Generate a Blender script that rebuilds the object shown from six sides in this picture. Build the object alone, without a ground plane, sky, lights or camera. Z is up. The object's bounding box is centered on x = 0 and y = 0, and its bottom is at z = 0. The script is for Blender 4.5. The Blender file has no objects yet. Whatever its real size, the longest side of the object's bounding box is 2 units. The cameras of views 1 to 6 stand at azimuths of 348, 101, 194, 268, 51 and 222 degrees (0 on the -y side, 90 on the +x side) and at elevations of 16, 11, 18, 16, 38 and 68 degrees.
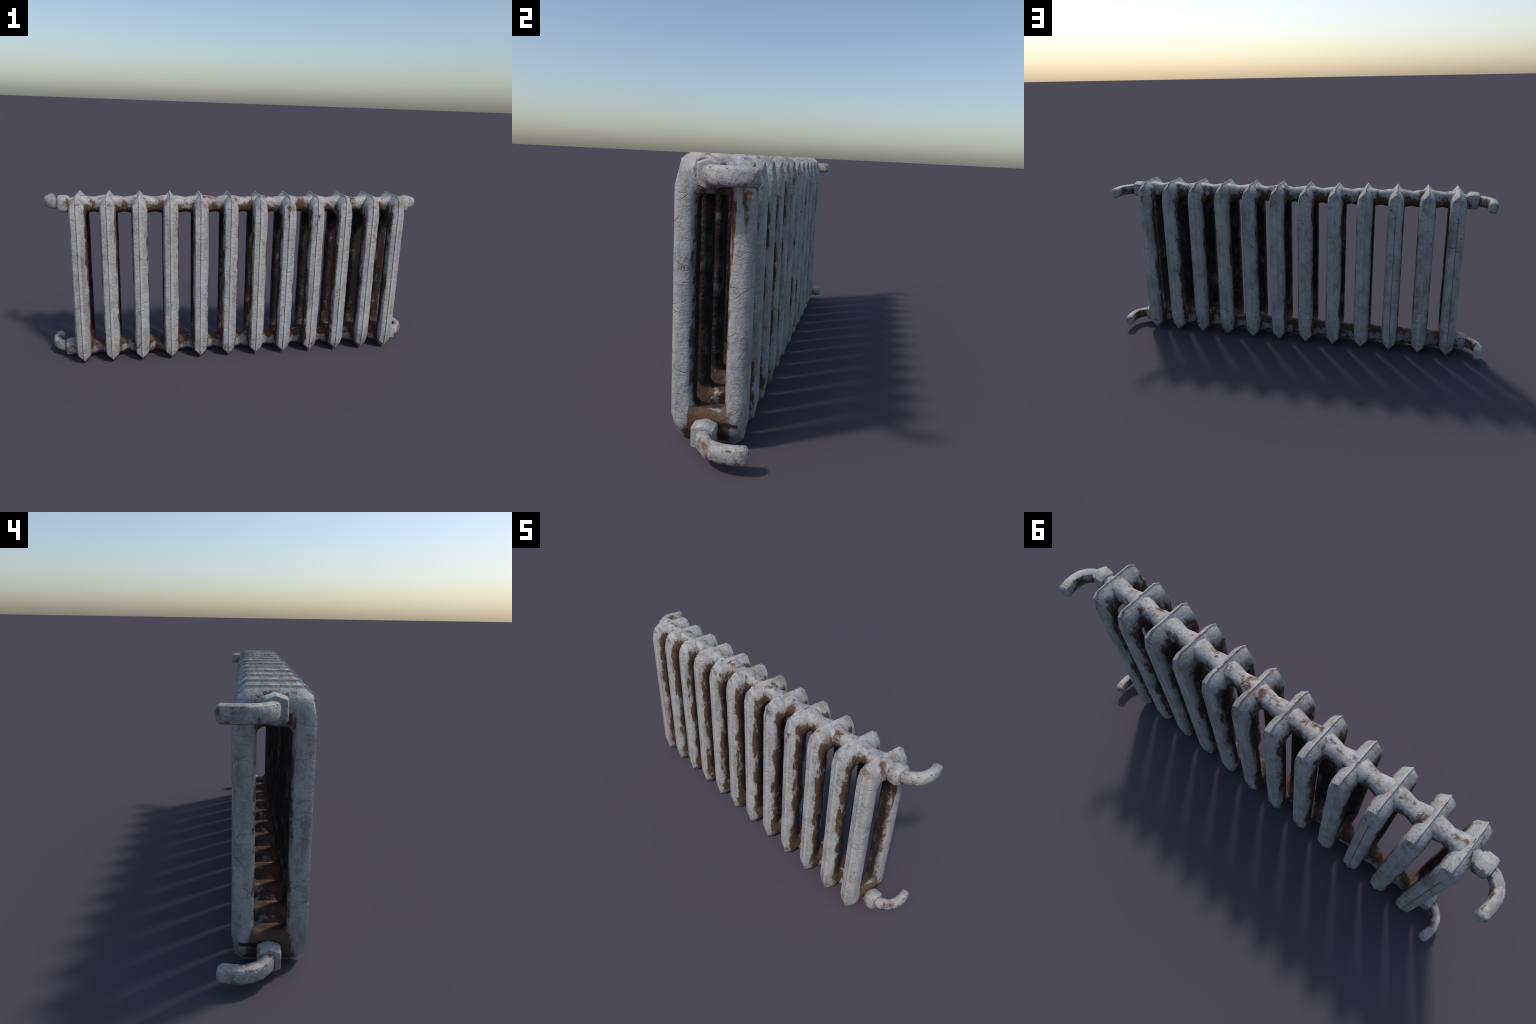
# Old cast-iron column radiator: 12 hollow sections joined by two rows of
# connecting pipes, with a nut and a bent pipe stub at each of the four ports.
import bpy, bmesh, math
from mathutils import Vector, noise as mnoise

# ------------------------------------------------------------------ sizes (m)
HEIGHT = 0.874
MID_Z = HEIGHT / 2
BODY_Y = -0.0205            # centre line of the sections in y
PITCH = 0.1515              # spacing of the ten inner sections
END_X = 0.824               # the two end sections sit slightly closer
PORT_Z = (0.818, 0.056)     # height of the upper and lower water ways
PIPE_Y = -0.016             # centre line of nuts and pipe stubs

COL_OUT, COL_IN = 0.1205, 0.050      # half depth of a section: outside / window
BAR_OUT, BAR_IN = 0.437, 0.323       # half height of a section: outside / window

SECTION_X = sorted([s * PITCH * (k + 0.5) for k in range(5) for s in (-1, 1)] + [-END_X, END_X])


# ------------------------------------------------------------------ node tools
class Nodes:
    def __init__(self, name):
        self.mat = bpy.data.materials.new(name)
        self.mat.use_nodes = True
        self.t = self.mat.node_tree
        self.t.nodes.clear()

    def new(self, kind, **props):
        n = self.t.nodes.new(kind)
        for k, v in props.items():
            setattr(n, k, v)
        return n

    def put(self, sock, v):
        if isinstance(v, bpy.types.NodeSocket):
            self.t.links.new(v, sock)
        else:
            sock.default_value = v

    def math(self, op, a, b=None, c=None, clamp=False):
        n = self.new("ShaderNodeMath", operation=op, use_clamp=clamp)
        self.put(n.inputs[0], a)
        if b is not None:
            self.put(n.inputs[1], b)
        if c is not None:
            self.put(n.inputs[2], c)
        return n.outputs[0]

    def add(self, a, b): return self.math("ADD", a, b)
    def sub(self, a, b): return self.math("SUBTRACT", a, b)
    def mul(self, a, b): return self.math("MULTIPLY", a, b)
    def mx(self, a, b): return self.math("MAXIMUM", a, b)
    def mn(self, a, b): return self.math("MINIMUM", a, b)
    def abs(self, a): return self.math("ABSOLUTE", a)

    def step(self, v, lo, hi, to0=0.0, to1=1.0):
        n = self.new("ShaderNodeMapRange", interpolation_type="SMOOTHSTEP")
        self.put(n.inputs["Value"], v)
        if lo > hi:
            lo, hi, to0, to1 = hi, lo, to1, to0
        n.inputs["From Min"].default_value = lo
        n.inputs["From Max"].default_value = hi
        n.inputs["To Min"].default_value = to0
        n.inputs["To Max"].default_value = to1
        return n.outputs["Result"]

    def scale(self, vec, s, offset=(0, 0, 0)):
        n = self.new("ShaderNodeMapping")
        self.put(n.inputs["Vector"], vec)
        n.inputs["Scale"].default_value = s
        n.inputs["Location"].default_value = offset
        return n.outputs[0]

    def noise(self, vec, scale, detail=4.0, rough=0.55, dist=0.0):
        n = self.new("ShaderNodeTexNoise")
        self.put(n.inputs["Vector"], vec)
        n.inputs["Scale"].default_value = scale
        n.inputs["Detail"].default_value = detail
        n.inputs["Roughness"].default_value = rough
        n.inputs["Distortion"].default_value = dist
        return n.outputs["Fac"]

    def mix(self, fac, a, b):
        n = self.new("ShaderNodeMix", data_type="RGBA")
        self.put(n.inputs["Factor"], fac)
        for sock, v in ((n.inputs["A"], a), (n.inputs["B"], b)):
            pass
        ia = [s for s in n.inputs if s.type == "RGBA"]
        self.put(ia[0], a)
        self.put(ia[1], b)
        return [s for s in n.outputs if s.type == "RGBA"][0]


def rgb(r, g, b):
    return (r, g, b, 1.0)


PAINT_LIGHT = rgb(0.400, 0.396, 0.390)
PAINT_GREY = rgb(0.235, 0.238, 0.240)
RUST_ORANGE = rgb(0.33, 0.135, 0.060)
RUST_BROWN = rgb(0.078, 0.036, 0.016)
DIRT_BROWN = rgb(0.102, 0.061, 0.038)
BAKED_SHADE = rgb(0.016, 0.013, 0.012)


def worn_paint(name, dirt_rule, edge_rule=None, soot_rule=None, grain=(1, 1, 0.45), crack=1.0,
               seam_rule=None):
    """White paint over rusty iron.  The rules get (N, x, y, z, noise vector) with
    object coordinates and return node sockets 0..1: how dirty, where the paint
    chips at edges, and where occlusion shade is painted dark."""
    N = Nodes(name)
    tc = N.new("ShaderNodeTexCoord")
    obj = tc.outputs["Object"]
    info = N.new("ShaderNodeObjectInfo")
    off = N.new("ShaderNodeCombineXYZ")
    N.put(off.inputs[0], N.mul(info.outputs["Random"], 37.0))
    N.put(off.inputs[1], N.mul(info.outputs["Random"], 19.0))
    N.put(off.inputs[2], N.mul(info.outputs["Random"], 53.0))
    addv = N.new("ShaderNodeVectorMath", operation="ADD")
    N.put(addv.inputs[0], obj)
    N.put(addv.inputs[1], off.outputs[0])
    p = addv.outputs[0]
    sep = N.new("ShaderNodeSeparateXYZ")
    N.put(sep.inputs[0], obj)
    x, y, z = sep.outputs
    streaky = N.scale(p, grain)

    # paint: clouds of grey on off-white, plus fine speckle
    clouds = N.noise(streaky, 22.0, 5.0, 0.6)
    speck = N.noise(p, 130.0, 3.0, 0.6)
    tone = N.add(N.mul(clouds, 0.70), N.mul(speck, 0.40))
    col = N.mix(N.step(tone, 0.34, 0.66), PAINT_GREY, PAINT_LIGHT)
    # thin grime film
    film = N.noise(streaky, 9.0, 4.0, 0.65)
    col = N.mix(N.mul(N.step(film, 0.50, 0.68), 0.62), col, rgb(0.165, 0.145, 0.128))

    smut = N.mul(N.step(N.noise(streaky, 48.0, 4.0, 0.7), 0.56, 0.70), N.step(N.noise(p, 13.0, 3.0, 0.6), 0.42, 0.62))
    col = N.mix(N.mul(smut, 0.60), col, rgb(0.115, 0.100, 0.088))

    if seam_rule:                                        # sunlit strip on the raised bead, lightened in the colour
        cy, cz, depth = section_depth(N, y, z)
        bead = N.mul(N.mul(N.step(x, -0.003, -0.001), N.step(x, 0.011, 0.008)), N.step(depth, 0.012, 0.006))
        col = N.mix(N.mul(bead, N.step(y, 0.0, -0.05, 0.2, 0.6)), col, rgb(0.44, 0.436, 0.43))

    # fine cracks, running mostly across the columns
    warp = N.new("ShaderNodeTexNoise")
    N.put(warp.inputs["Vector"], p)
    warp.inputs["Scale"].default_value = 24.0
    warp.inputs["Detail"].default_value = 3.0
    wm = N.new("ShaderNodeVectorMath", operation="MULTIPLY_ADD")
    N.put(wm.inputs[0], warp.outputs["Color"])
    wm.inputs[1].default_value = (0.022, 0.022, 0.022)
    N.put(wm.inputs[2], p)
    vor = N.new("ShaderNodeTexVoronoi", feature="DISTANCE_TO_EDGE")
    N.put(vor.inputs["Vector"], N.scale(wm.outputs[0], (10.0, 10.0, 31.0)))
    vor.inputs["Scale"].default_value = 1.0
    crack_line = N.step(vor.outputs["Distance"], 0.032, 0.006)
    crack_part = N.step(N.noise(p, 20.0, 3.0), 0.44, 0.64)
    cracks = N.mul(N.mul(crack_line, crack_part), crack)
    crack_col = N.mix(N.step(N.noise(p, 21.0, 2.0), 0.47, 0.58), rgb(0.13, 0.10, 0.085), RUST_ORANGE)
    col = N.mix(N.mul(cracks, 0.62), col, crack_col)

    # chipped edges
    chip_mask = None
    if edge_rule:
        chips = N.noise(p, 34.0, 4.0, 0.6)
        chip_mask = N.mul(edge_rule(N, x, y, z, p), N.step(chips, 0.555, 0.60))
        chip_col = N.mix(N.step(speck, 0.4, 0.6), RUST_BROWN, RUST_ORANGE)
        col = N.mix(N.mul(chip_mask, 0.9), col, chip_col)

    if seam_rule:
        sx = N.new("ShaderNodeSeparateXYZ")
        N.put(sx.inputs[0], info.outputs["Location"])
        col = N.mix(N.mul(seam_rule(N, x, y, z, sx.outputs[0]), 0.85), col, RUST_BROWN)
        ridge_shade = N.mul(painted_ridge_shade(N, x, y, z), N.step(N.noise(p, 9.0, 2.0), 0.30, 0.55, 0.45, 1.0))
        col = N.mix(N.mul(ridge_shade, 0.62), col, rgb(0.085, 0.098, 0.115))

    # rust and dirt in the recesses, with a torn border
    d = dirt_rule(N, x, y, z, p)
    tear = N.add(N.mul(N.noise(streaky, 26.0, 5.0, 0.65, 0.4), 0.65),
                 N.mul(N.noise(p, 90.0, 4.0, 0.65), 0.35))
    scraps = N.noise(N.scale(p, (1.6, 1.6, 0.7)), 21.0, 4.0, 0.6)   # paint that still holds
    dm = N.add(d, N.add(N.mul(N.sub(tear, 0.5), 2.4), N.mul(N.sub(scraps, 0.5), 1.6)))
    dirt = N.step(dm, 0.36, 0.72)
    brown = N.mix(N.step(N.add(N.noise(streaky, 14.0, 4.0, 0.6), N.step(N.abs(z), 0.28, 0.38, -0.10, 0.03)), 0.40, 0.66), RUST_BROWN, DIRT_BROWN)
    brown = N.mix(N.mul(N.step(N.noise(p, 70.0, 4.0, 0.7), 0.52, 0.70), 0.55), brown, rgb(0.034, 0.020, 0.012))
    dirt_thin = N.mul(N.step(dm, 0.0, 0.60), 0.48)
    col = N.mix(dirt_thin, col, rgb(0.165, 0.130, 0.105))
    col = N.mix(N.mul(dirt, 0.93), col, brown)

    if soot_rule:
        col = N.mix(soot_rule(N, x, y, z, p), col, BAKED_SHADE)

    bsdf = N.new("ShaderNodeBsdfPrincipled")
    N.put(bsdf.inputs["Base Color"], col)
    rough = N.add(N.mul(dirt, 0.25), N.add(0.44, N.mul(speck, 0.2)))
    N.put(bsdf.inputs["Roughness"], rough)
    bsdf.inputs["Specular IOR Level"].default_value = 0.35

    # relief: leathery paint skin, raised paint over bare patches, cracks
    lumps = N.noise(p, 75.0, 4.0, 0.6)
    swell = N.noise(N.scale(p, (1, 1, 2.4)), 34.0, 3.0, 0.5)
    pits = N.noise(p, 190.0, 3.0, 0.6)
    h = N.add(N.add(N.mul(lumps, 0.62), N.mul(pits, 0.22)), N.mul(swell, 0.30))
    h = N.sub(h, N.mul(cracks, 0.28))
    h = N.sub(h, N.mul(dirt, 0.30))
    if chip_mask is not None:
        h = N.sub(h, N.mul(chip_mask, 0.25))
    bump = N.new("ShaderNodeBump")
    bump.inputs["Strength"].default_value = 0.6
    bump.inputs["Distance"].default_value = 0.008
    N.put(bump.inputs["Height"], h)
    N.t.links.new(bump.outputs[0], bsdf.inputs["Normal"])
    out = N.new("ShaderNodeOutputMaterial")
    N.t.links.new(bsdf.outputs[0], out.inputs[0])
    return N.mat


# ------------------------------------------------------------------ material rules
def section_depth(N, y, z):
    """depth below the outer contour of a section frame, 0 at the ridge"""
    cy = N.sub(COL_OUT, N.abs(y))
    cz = N.sub(BAR_OUT, N.abs(z))
    return cy, cz, N.mn(cy, cz)


def section_dirt(open_side):
    def rule(N, x, y, z, p):
        cy, cz, depth = section_depth(N, y, z)
        run = N.noise(N.scale(p, (3.0, 3.0, 1.0)), 7.0, 3.0, 0.6)   # long stains down a column
        start = N.mul(N.sub(run, 0.5), 0.030)
        column = N.mx(N.step(N.sub(N.add(N.abs(x), start), N.step(y, 0.0, 0.05, 0.0, 0.0025)), 0.0310, 0.0395),   # chamfers and sides of the columns
                      N.step(cy, 0.030, 0.042))
        bar = N.step(cz, 0.022, 0.080)                   # faces of the cross bars
        near_bar = N.step(N.abs(z), 0.300, 0.350)
        d = N.add(N.mul(column, N.sub(1.0, near_bar)), N.mul(N.mn(column, bar), near_bar))
        d = N.add(N.mul(d, 0.80), N.mul(N.sub(run, 0.5), 0.9))
        low = N.step(z, -0.28, -0.40)
        d = N.add(d, N.mul(N.mul(low, N.step(cy, 0.02, 0.06)), 0.45))
        blot = N.sub(N.noise(p, 17.0, 3.0, 0.6), 0.5)
        d = N.add(d, N.mul(N.mul(blot, N.step(cz, 0.02, 0.05)), N.mul(near_bar, 2.2)))
        d = N.add(d, N.mul(N.mul(N.step(cz, 0.03, 0.06), near_bar), 0.10))
        d = N.sub(d, N.add(0.04, N.mul(N.step(depth, 0.035, 0.05), 0.10)))
        if open_side:                                    # -1 / +1: open end of the row
            clean = N.step(N.mul(x, open_side), 0.006, 0.020)
            keep = N.add(N.mul(N.mul(low, N.step(cy, 0.030, 0.06)), 0.95), -0.02)
            seam = N.step(cy, 0.056, 0.066)                # rust creeping out of the window edge
            keep = N.add(keep, N.add(N.mul(seam, 0.5), N.mul(N.sub(run, 0.5), 0.6)))
            if open_side > 0:                              # rusty water has run down here
                keep = N.add(keep, streak(N, y, z, 0.099, 0.014, 0.350, 0.215))
                keep = N.add(keep, streak(N, y, z, 0.062, 0.008, 0.310, 0.130))
            d = N.add(N.mul(d, N.sub(1.0, clean)), N.mul(keep, clean))
        return d
    return rule


def streak(N, y, z, at, half, top, bottom):
    """a drip that starts at top and narrows downwards"""
    across = N.abs(N.sub(y, at))
    width = N.step(z, bottom - 0.03, top, half * 0.15, half)
    inside = N.step(N.sub(across, width), half * 0.4, -half * 0.4)
    span = N.mul(N.step(z, bottom - 0.02, bottom + 0.02), N.step(z, top + 0.015, top - 0.015))
    return N.mul(N.mul(inside, span), 0.85)


def section_edges(N, x, y, z, p):
    cy, cz, depth = section_depth(N, y, z)
    ridge = N.step(depth, 0.006, 0.0025)
    corner = N.step(N.add(cy, cz), 0.095, 0.05)
    crest = N.mul(ridge, N.step(N.abs(z), 0.33, 0.40))
    shoulder = N.mul(N.step(N.abs(N.sub(cy, 0.0065)), 0.0028, 0.0010), N.step(N.abs(z), 0.36, 0.34))
    return N.mx(N.mx(N.mul(crest, 0.95), N.mul(shoulder, N.step(N.noise(p, 11.0, 2.0), 0.52, 0.62, 0.0, 0.8))),
                N.mul(N.mul(corner, N.step(depth, 0.02, 0.010)), 0.8))


def painted_ridge_shade(N, x, y, z):
    """shaded flank just left of the ridge, drawn as a dark line, on the front and over the crest"""
    cy, cz, depth = section_depth(N, y, z)
    line = N.step(N.abs(N.add(x, 0.0045)), 0.0032, 0.0008)
    front = N.mx(N.step(y, -0.095, -0.105), N.mul(N.step(z, 0.418, 0.426), 0.6))
    return N.mul(N.mul(line, N.step(depth, 0.012, 0.008)), front)


def back_seam(N, x, y, z, where):
    """hairline split down the back of two of the sections"""
    hit = N.mx(N.step(N.abs(N.add(where, 0.530)), 0.05, 0.04), N.step(N.abs(N.add(where, 0.824)), 0.05, 0.04))
    line = N.step(N.abs(N.add(x, 0.001)), 0.0022, 0.0010)
    span = N.mul(N.step(z, -0.355, -0.345), N.step(z, 0.325, 0.315))
    return N.mul(N.mul(hit, line), N.mul(span, N.step(y, 0.10, 0.105)))


def section_baked_shade(open_side):
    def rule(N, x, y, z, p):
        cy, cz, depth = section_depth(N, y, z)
        deep = N.mx(N.mul(N.step(depth, 0.022, 0.044), N.step(N.abs(z), 0.325, 0.295)),  # column sides blackened for the shade in the gaps
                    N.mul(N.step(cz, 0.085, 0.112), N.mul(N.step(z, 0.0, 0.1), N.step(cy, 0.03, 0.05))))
        line = N.mul(N.step(depth, 0.058, 0.064), N.step(N.abs(x), 0.018, 0.008))  # occlusion baked as a black band inside the window
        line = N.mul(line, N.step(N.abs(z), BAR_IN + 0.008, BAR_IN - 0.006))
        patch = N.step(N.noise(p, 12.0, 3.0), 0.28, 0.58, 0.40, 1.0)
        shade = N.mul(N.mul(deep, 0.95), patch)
        if open_side:
            out = N.mul(x, open_side)
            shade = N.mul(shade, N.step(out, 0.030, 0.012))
            # dark smear painted beside the lower nut
            wob = N.mul(N.sub(N.noise(p, 40.0, 2.0), 0.5), 0.02)
            bar = N.step(N.abs(N.add(N.add(z, 0.361), wob)), 0.012, 0.005)
            elbow_shadow = N.mul(N.mul(bar, N.step(out, 0.02, 0.03)),
                          N.mul(N.step(y, 0.02, 0.03), N.step(y, 0.102, 0.092)))
            shade = N.mx(shade, N.mul(elbow_shadow, 0.95))
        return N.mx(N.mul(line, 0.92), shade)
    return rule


def hub_dirt(upper):
    def rule(N, x, y, z, p):
        blot = N.mul(N.sub(N.noise(p, 15.0, 3.0, 0.6), 0.5), 1.9)
        if upper:                                         # white above, brown below
            return N.add(N.add(N.mul(N.step(z, 0.036, -0.040), 0.70), blot), 0.27)
        front = N.mul(N.step(N.abs(y), 0.024, 0.034), N.step(z, 0.026, 0.005))
        return N.add(N.sub(0.80, N.mul(front, 0.52)), blot)
    return rule


def hub_dark_underside(N, x, y, z, p):
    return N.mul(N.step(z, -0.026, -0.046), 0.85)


def low_hub_baked_shade(N, x, y, z, p):
    ends = N.mul(N.step(N.abs(x), 0.016, 0.040), N.step(N.noise(p, 14.0, 3.0), 0.36, 0.60))  # pipe ends tinted darker for the occlusion near the sections
    return N.mx(N.mul(ends, 0.62), N.mul(hub_dark_underside(N, x, y, z, p), 0.5))


def nut_dirt(N, x, y, z, p):
    return N.add(N.mul(N.step(x, 0.012, -0.022), 0.30), N.add(N.mul(N.step(z, 0.0, -0.045), 0.30), -0.06))


def nut_edges(N, x, y, z, p):
    return N.step(N.abs(y), 0.024, 0.034)


def stub_dirt(grime):
    def rule(N, x, y, z, p):
        return N.add(stub_base(N, x, y, z), grime)
    return rule


def stub_base(N, x, y, z):
    dx, dy = N.add(x, 0.012), N.sub(y, 0.082)                # centre of the bend
    r = N.math("SQRT", N.add(N.mul(dx, dx), N.mul(dy, dy)))
    inside = N.mul(N.step(r, 0.074, 0.062), 0.42)
    return N.add(inside, stub_stain(N, x, y, z))


def stub_stain(N, x, y, z):
    return N.add(N.mul(N.step(x, 0.030, 0.0), 0.42), N.add(N.mul(N.step(z, 0.0, -0.03), 0.08), 0.04))


def stub_edges(N, x, y, z, p):
    return N.step(N.abs(N.sub(N.abs(z), 0.019)), 0.006, 0.001)


MAT_SECTION = worn_paint("worn_white_paint", section_dirt(0), section_edges, section_baked_shade(0), seam_rule=back_seam)
MAT_END = {s: worn_paint("worn_white_paint_end", section_dirt(s), section_edges, section_baked_shade(s), seam_rule=back_seam) for s in (-1, 1)}
MAT_HUB_TOP = worn_paint("stained_paint", hub_dirt(True), None, hub_dark_underside, (0.8, 1, 1), 0.4)
MAT_HUB_LOW = worn_paint("rusty_paint", hub_dirt(False), None, low_hub_baked_shade, (0.8, 1, 1), 0.4)
MAT_NUT = worn_paint("nut_paint", nut_dirt, nut_edges, None, (1, 1, 1), 0.5)
MAT_STUB = worn_paint("pipe_paint", stub_dirt(0.05), stub_edges, None, (1, 1, 1), 0.8)

MAT_STUB_LOW = worn_paint("pipe_paint_rusty", stub_dirt(0.22), stub_edges, None, (1, 1, 1), 0.8)


# ------------------------------------------------------------------ mesh tools
def mesh_from(name, verts, faces, mat, sharp=40.0, bevel=0.0):
    bm = bmesh.new()
    vs = [bm.verts.new(v) for v in verts]
    for f in faces:
        bm.faces.new([vs[i] for i in f])
    bmesh.ops.recalc_face_normals(bm, faces=bm.faces)
    if bevel:
        edges = [e for e in bm.edges if len(e.link_faces) == 2 and e.calc_face_angle() > math.radians(38)]
        bmesh.ops.bevel(bm, geom=edges, offset=bevel, segments=2, profile=0.5, affect="EDGES", clamp_overlap=True)
    bmesh.ops.triangulate(bm, faces=[f for f in bm.faces if len(f.verts) > 4])
    for f in bm.faces:
        f.smooth = True
    for e in bm.edges:
        if len(e.link_faces) == 2 and e.calc_face_angle() > math.radians(sharp):
            e.smooth = False
    me = bpy.data.meshes.new(name)
    bm.to_mesh(me)
    bm.free()
    me.materials.append(mat)
    return me


def tube(rings, closed=False, caps=True):
    """faces of a loft through equal rings"""
    n = len(rings[0])
    verts = [v for r in rings for v in r]
    faces = []
    m = len(rings)
    for i in range(m if closed else m - 1):
        j = (i + 1) % m
        for k in range(n):
            l = (k + 1) % n
            faces.append((i * n + k, i * n + l, j * n + l, j * n + k))
    if caps and not closed:
        faces.append(tuple(range(n - 1, -1, -1)))
        faces.append(tuple((m - 1) * n + k for k in range(n)))
    return verts, faces


# ------------------------------------------------------------------ section
# Cross-section of the frame, from the inside of the window round the outside:
# x, half depth in a column, half height in a cross bar.
RIGHT = [(0.0100, 0.1176, 0.4265), (0.0125, 0.1174, 0.4240), (0.0285, 0.1155, 0.4050), (0.0345, 0.1090, 0.3920),
         (0.0384, 0.0990, 0.3780), (0.0393, 0.0900, 0.3660), (0.0392, 0.0705, 0.3460),
         (0.0345, 0.0585, 0.3320), (0.0210, 0.0508, 0.3236)]
LEFT = [(-0.0055, 0.1174, 0.4295), (-0.0075, 0.1177, 0.4285), (-0.0285, 0.1158, 0.4050), (-0.0345, 0.1090, 0.3920),
        (-0.0384, 0.0990, 0.3780), (-0.0393, 0.0900, 0.3660), (-0.0392, 0.0705, 0.3460),
        (-0.0345, 0.0585, 0.3320), (-0.0210, 0.0508, 0.3236)]
CROSS = [(-0.0020, COL_OUT, BAR_OUT), (0.0020, COL_OUT - 0.0001, BAR_OUT - 0.0001)] + RIGHT + [(0.0, 0.0503, 0.3232)] + LEFT[::-1]


def lerp(a, b, t):
    return a + (b - a) * t


def section_ring(quarter, kind, t):
    """One ring of the frame.  kind: column / bar with t along it, or a corner."""
    sy, sz = quarter
    ring = []
    for x, n, m in CROSS:
        inner = (COL_OUT - n) / (COL_OUT - COL_IN)             # 0 outside .. 1 window
        a_z = lerp(0.348, 0.305, inner)                        # end of the column
        c_y = lerp(0.082, 0.034, inner)                        # end of the bar
        if kind == "column":
            y, z = n, a_z * t
        elif kind == "bar":
            y, z = c_y * t, m
        else:
            y = lerp(n, c_y, lerp(0.33, 0.42, inner))
            z = lerp(a_z, m, lerp(0.78, 0.60, inner))
        ring.append(Vector((x, sy * y, sz * z)))
    return ring


def section_mesh(name, mat, seed):
    rings = []
    steps_c = [i / 7 for i in range(0, 8)]
    steps_b = [1.0, 0.66, 0.33]
    def quarter(sy, sz):
        q = [section_ring((sy, sz), "column", t) for t in steps_c[1:]]
        q.append(section_ring((sy, sz), "corner", 0))
        q += [section_ring((sy, sz), "bar", t) for t in steps_b]
        return q
    right_up = [section_ring((1, 1), "column", 0.0)] + quarter(1, 1)
    rings += right_up
    rings.append(section_ring((1, 1), "bar", 0.0))
    rings += quarter(-1, 1)[::-1]
    rings.append(section_ring((-1, 1), "column", 0.0))
    rings += quarter(-1, -1)
    rings.append(section_ring((-1, -1), "bar", 0.0))
    rings += quarter(1, -1)[::-1]
    # cast surfaces are never quite true
    for r in rings:
        for i, v in enumerate(r):
            w = mnoise.noise_vector(v * 14.0 + Vector((seed * 7.3, 0, 0)))
            r[i] = v + Vector((w.x * 0.0012, w.y * 0.0006, 0.0))
    verts, faces = tube(rings, closed=True)
    return mesh_from(name, verts, faces, mat, sharp=40.0, bevel=0.0)


# ------------------------------------------------------------------ pipes
def roofed_ring(w, top, bottom, shoulder=0.71):
    """six-sided outline, upright, with a shallow peak above and below (y, z)"""
    return [(0, top), (w, top * shoulder), (w, -bottom * shoulder), (0, -bottom),
            (-w, -bottom * shoulder), (-w, top * shoulder)]


def soften(ring, r=0.24):
    """cut each corner of an outline once, keeping it low-poly but round"""
    out = []
    for i, p in enumerate(ring):
        a, b = ring[i - 1], ring[(i + 1) % len(ring)]
        out.append((lerp(p[0], a[0], r), lerp(p[1], a[1], r)))
        out.append((lerp(p[0], b[0], r), lerp(p[1], b[1], r)))
    return out


def hub_mesh(name, mat, half, up):
    """waisted pipe between two sections; its window side flares more"""
    rings = []
    for t in (-1, -0.8, -0.6, -0.45, 0.0, 0.45, 0.6, 0.8, 1):
        x = half * t
        d = min(abs(x), 0.052)
        outer = 0.0390 + 0.16 * d
        inner = 0.0395 + 0.20 * min(d, 0.036)
        w = 0.0312 + 0.20 * d
        top, bot = (outer, inner) if up else (inner, outer)
        rings.append([Vector((x, y, z)) for y, z in soften(roofed_ring(w, top, bot, 0.71 + 1.0 * d), 0.25)])
    v, f = tube(rings)
    return mesh_from(name, v, f, mat, sharp=55.0)


def nut_mesh(name):
    """chamfered nut on a short flared neck; x points away from the section"""
    rings = []
    for x, s in ((-0.060, 1.04), (-0.050, 0.90), (-0.042, 0.80), (-0.034, 0.74), (-0.0265, 0.72)):
        rings.append([Vector((x, y, z)) for y, z in soften(roofed_ring(0.0365 * s, 0.0430 * s, 0.0430 * s), 0.12)])
    for x, s in ((-0.0255, 0.86), (-0.0140, 1.0), (0.0195, 1.0), (0.0285, 0.88), (0.0275, 0.70)):
        rings.append([Vector((x, y, z)) for y, z in soften(roofed_ring(0.0365 * s, 0.0440 * s, 0.0440 * s), 0.07)])
    v, f = tube(rings)
    return mesh_from(name, v, f, MAT_NUT, sharp=40.0, bevel=0.0012)


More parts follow.
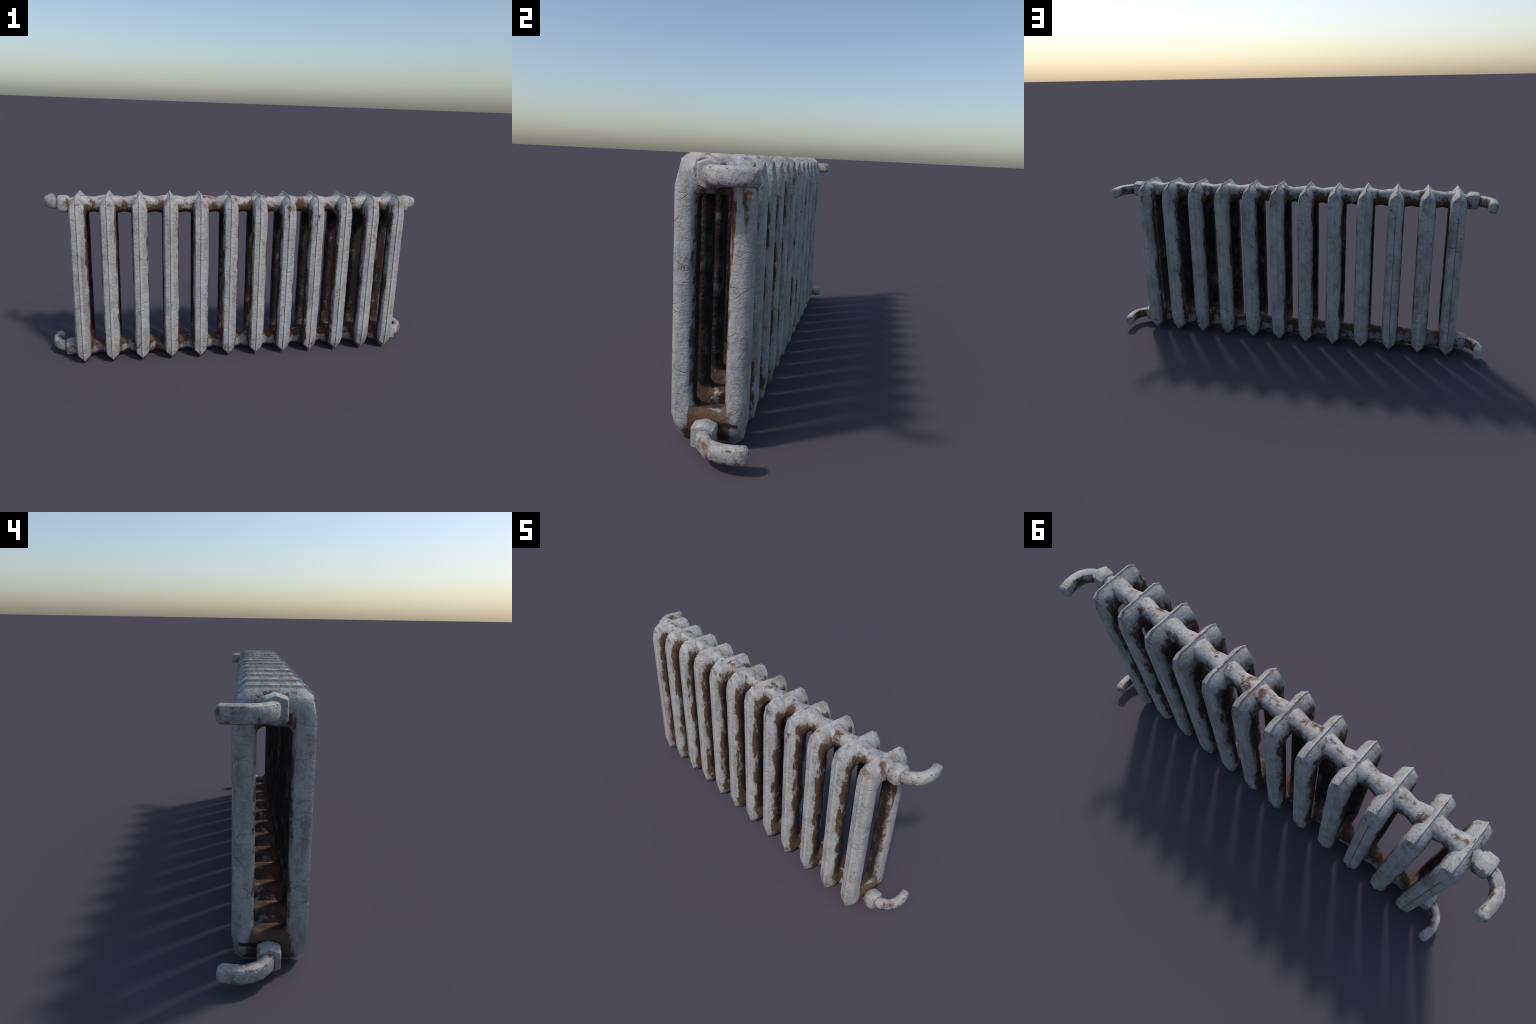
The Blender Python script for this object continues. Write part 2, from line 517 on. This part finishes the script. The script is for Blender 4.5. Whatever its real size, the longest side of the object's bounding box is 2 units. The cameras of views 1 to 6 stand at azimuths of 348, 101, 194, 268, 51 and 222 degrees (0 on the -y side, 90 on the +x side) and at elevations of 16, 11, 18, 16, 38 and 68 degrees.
def stub_mesh(name, mat):
    """short pipe that leaves the nut along x and bends to the back (+y)"""
    spine = [(-0.020, -0.001), (0.004, 0.001), (0.030, 0.011), (0.051, 0.028),
             (0.0655, 0.0515), (0.0720, 0.0800), (0.0715, 0.1080), (0.0675, 0.1300), (0.0640, 0.1440)]
    # let the curve end square on
    pts = [Vector((a, b, 0)) for a, b in spine]
    rings = []
    for i, p in enumerate(pts):
        d = (pts[min(i + 1, len(pts) - 1)] - pts[max(i - 1, 0)]).normalized()
        side = Vector((d.y, -d.x, 0))
        outline = soften(roofed_ring(0.0208, 0.0286, 0.0286), 0.20)
        rings.append([p + side * a + Vector((0, 0, b)) for a, b in outline])
    tip = (pts[-1] - pts[-2]).normalized() * 0.0095        # chamfered end
    mid = pts[-1]
    rings.append([mid + tip + Vector((q.x - mid.x, q.y - mid.y, q.z)) * 0.66 for q in
                  [r - Vector((0, 0, 0)) for r in rings[-1]]])
    v, f = tube(rings)
    return mesh_from(name, v, f, mat, sharp=50.0, bevel=0.0012)


# ------------------------------------------------------------------ assembly
def place(name, mesh, parent, loc, flip_x=False):
    ob = bpy.data.objects.new(name, mesh)
    bpy.context.scene.collection.objects.link(ob)
    ob.parent = parent
    ob.location = loc
    if flip_x:
        ob.scale = (-1, 1, 1)
    return ob


radiator = bpy.data.objects.new("radiator", None)
bpy.context.scene.collection.objects.link(radiator)
radiator["label"] = "old cast iron column radiator, chipped white paint and rust"
radiator["category"] = "radiator"

inner_meshes = [section_mesh("section", MAT_SECTION, s) for s in range(5)]
end_meshes = {s: section_mesh("end_section", MAT_END[s], 9 + s) for s in (-1, 1)}
for i, x in enumerate(SECTION_X):
    end = i in (0, len(SECTION_X) - 1)
    mesh = end_meshes[1 if x > 0 else -1] if end else inner_meshes[i % 5]
    place("end_section" if end else "section", mesh, radiator, (x, BODY_Y, MID_Z))

for z in PORT_Z:
    up = z > MID_Z
    mat = MAT_HUB_TOP if up else MAT_HUB_LOW
    wide = hub_mesh("connecting_pipe", mat, PITCH / 2 - 0.006, up)
    gap_end = END_X - 4.5 * PITCH
    near = hub_mesh("connecting_pipe", mat, gap_end / 2 - 0.006, up)
    for a, b in zip(SECTION_X[:-1], SECTION_X[1:]):
        end = abs(a) > 0.8 or abs(b) > 0.8
        place("connecting_pipe", near if end else wide, radiator, ((a + b) / 2, BODY_Y, z))

nut = nut_mesh("nut")
for z in PORT_Z:
    stub = stub_mesh("pipe_stub", MAT_STUB if z > MID_Z else MAT_STUB_LOW)
    for s in (-1, 1):
        place("nut", nut, radiator, (s * 0.892, PIPE_Y, z), flip_x=s < 0)
        place("pipe_stub", stub, radiator, (s * 0.907, PIPE_Y, z), flip_x=s < 0)
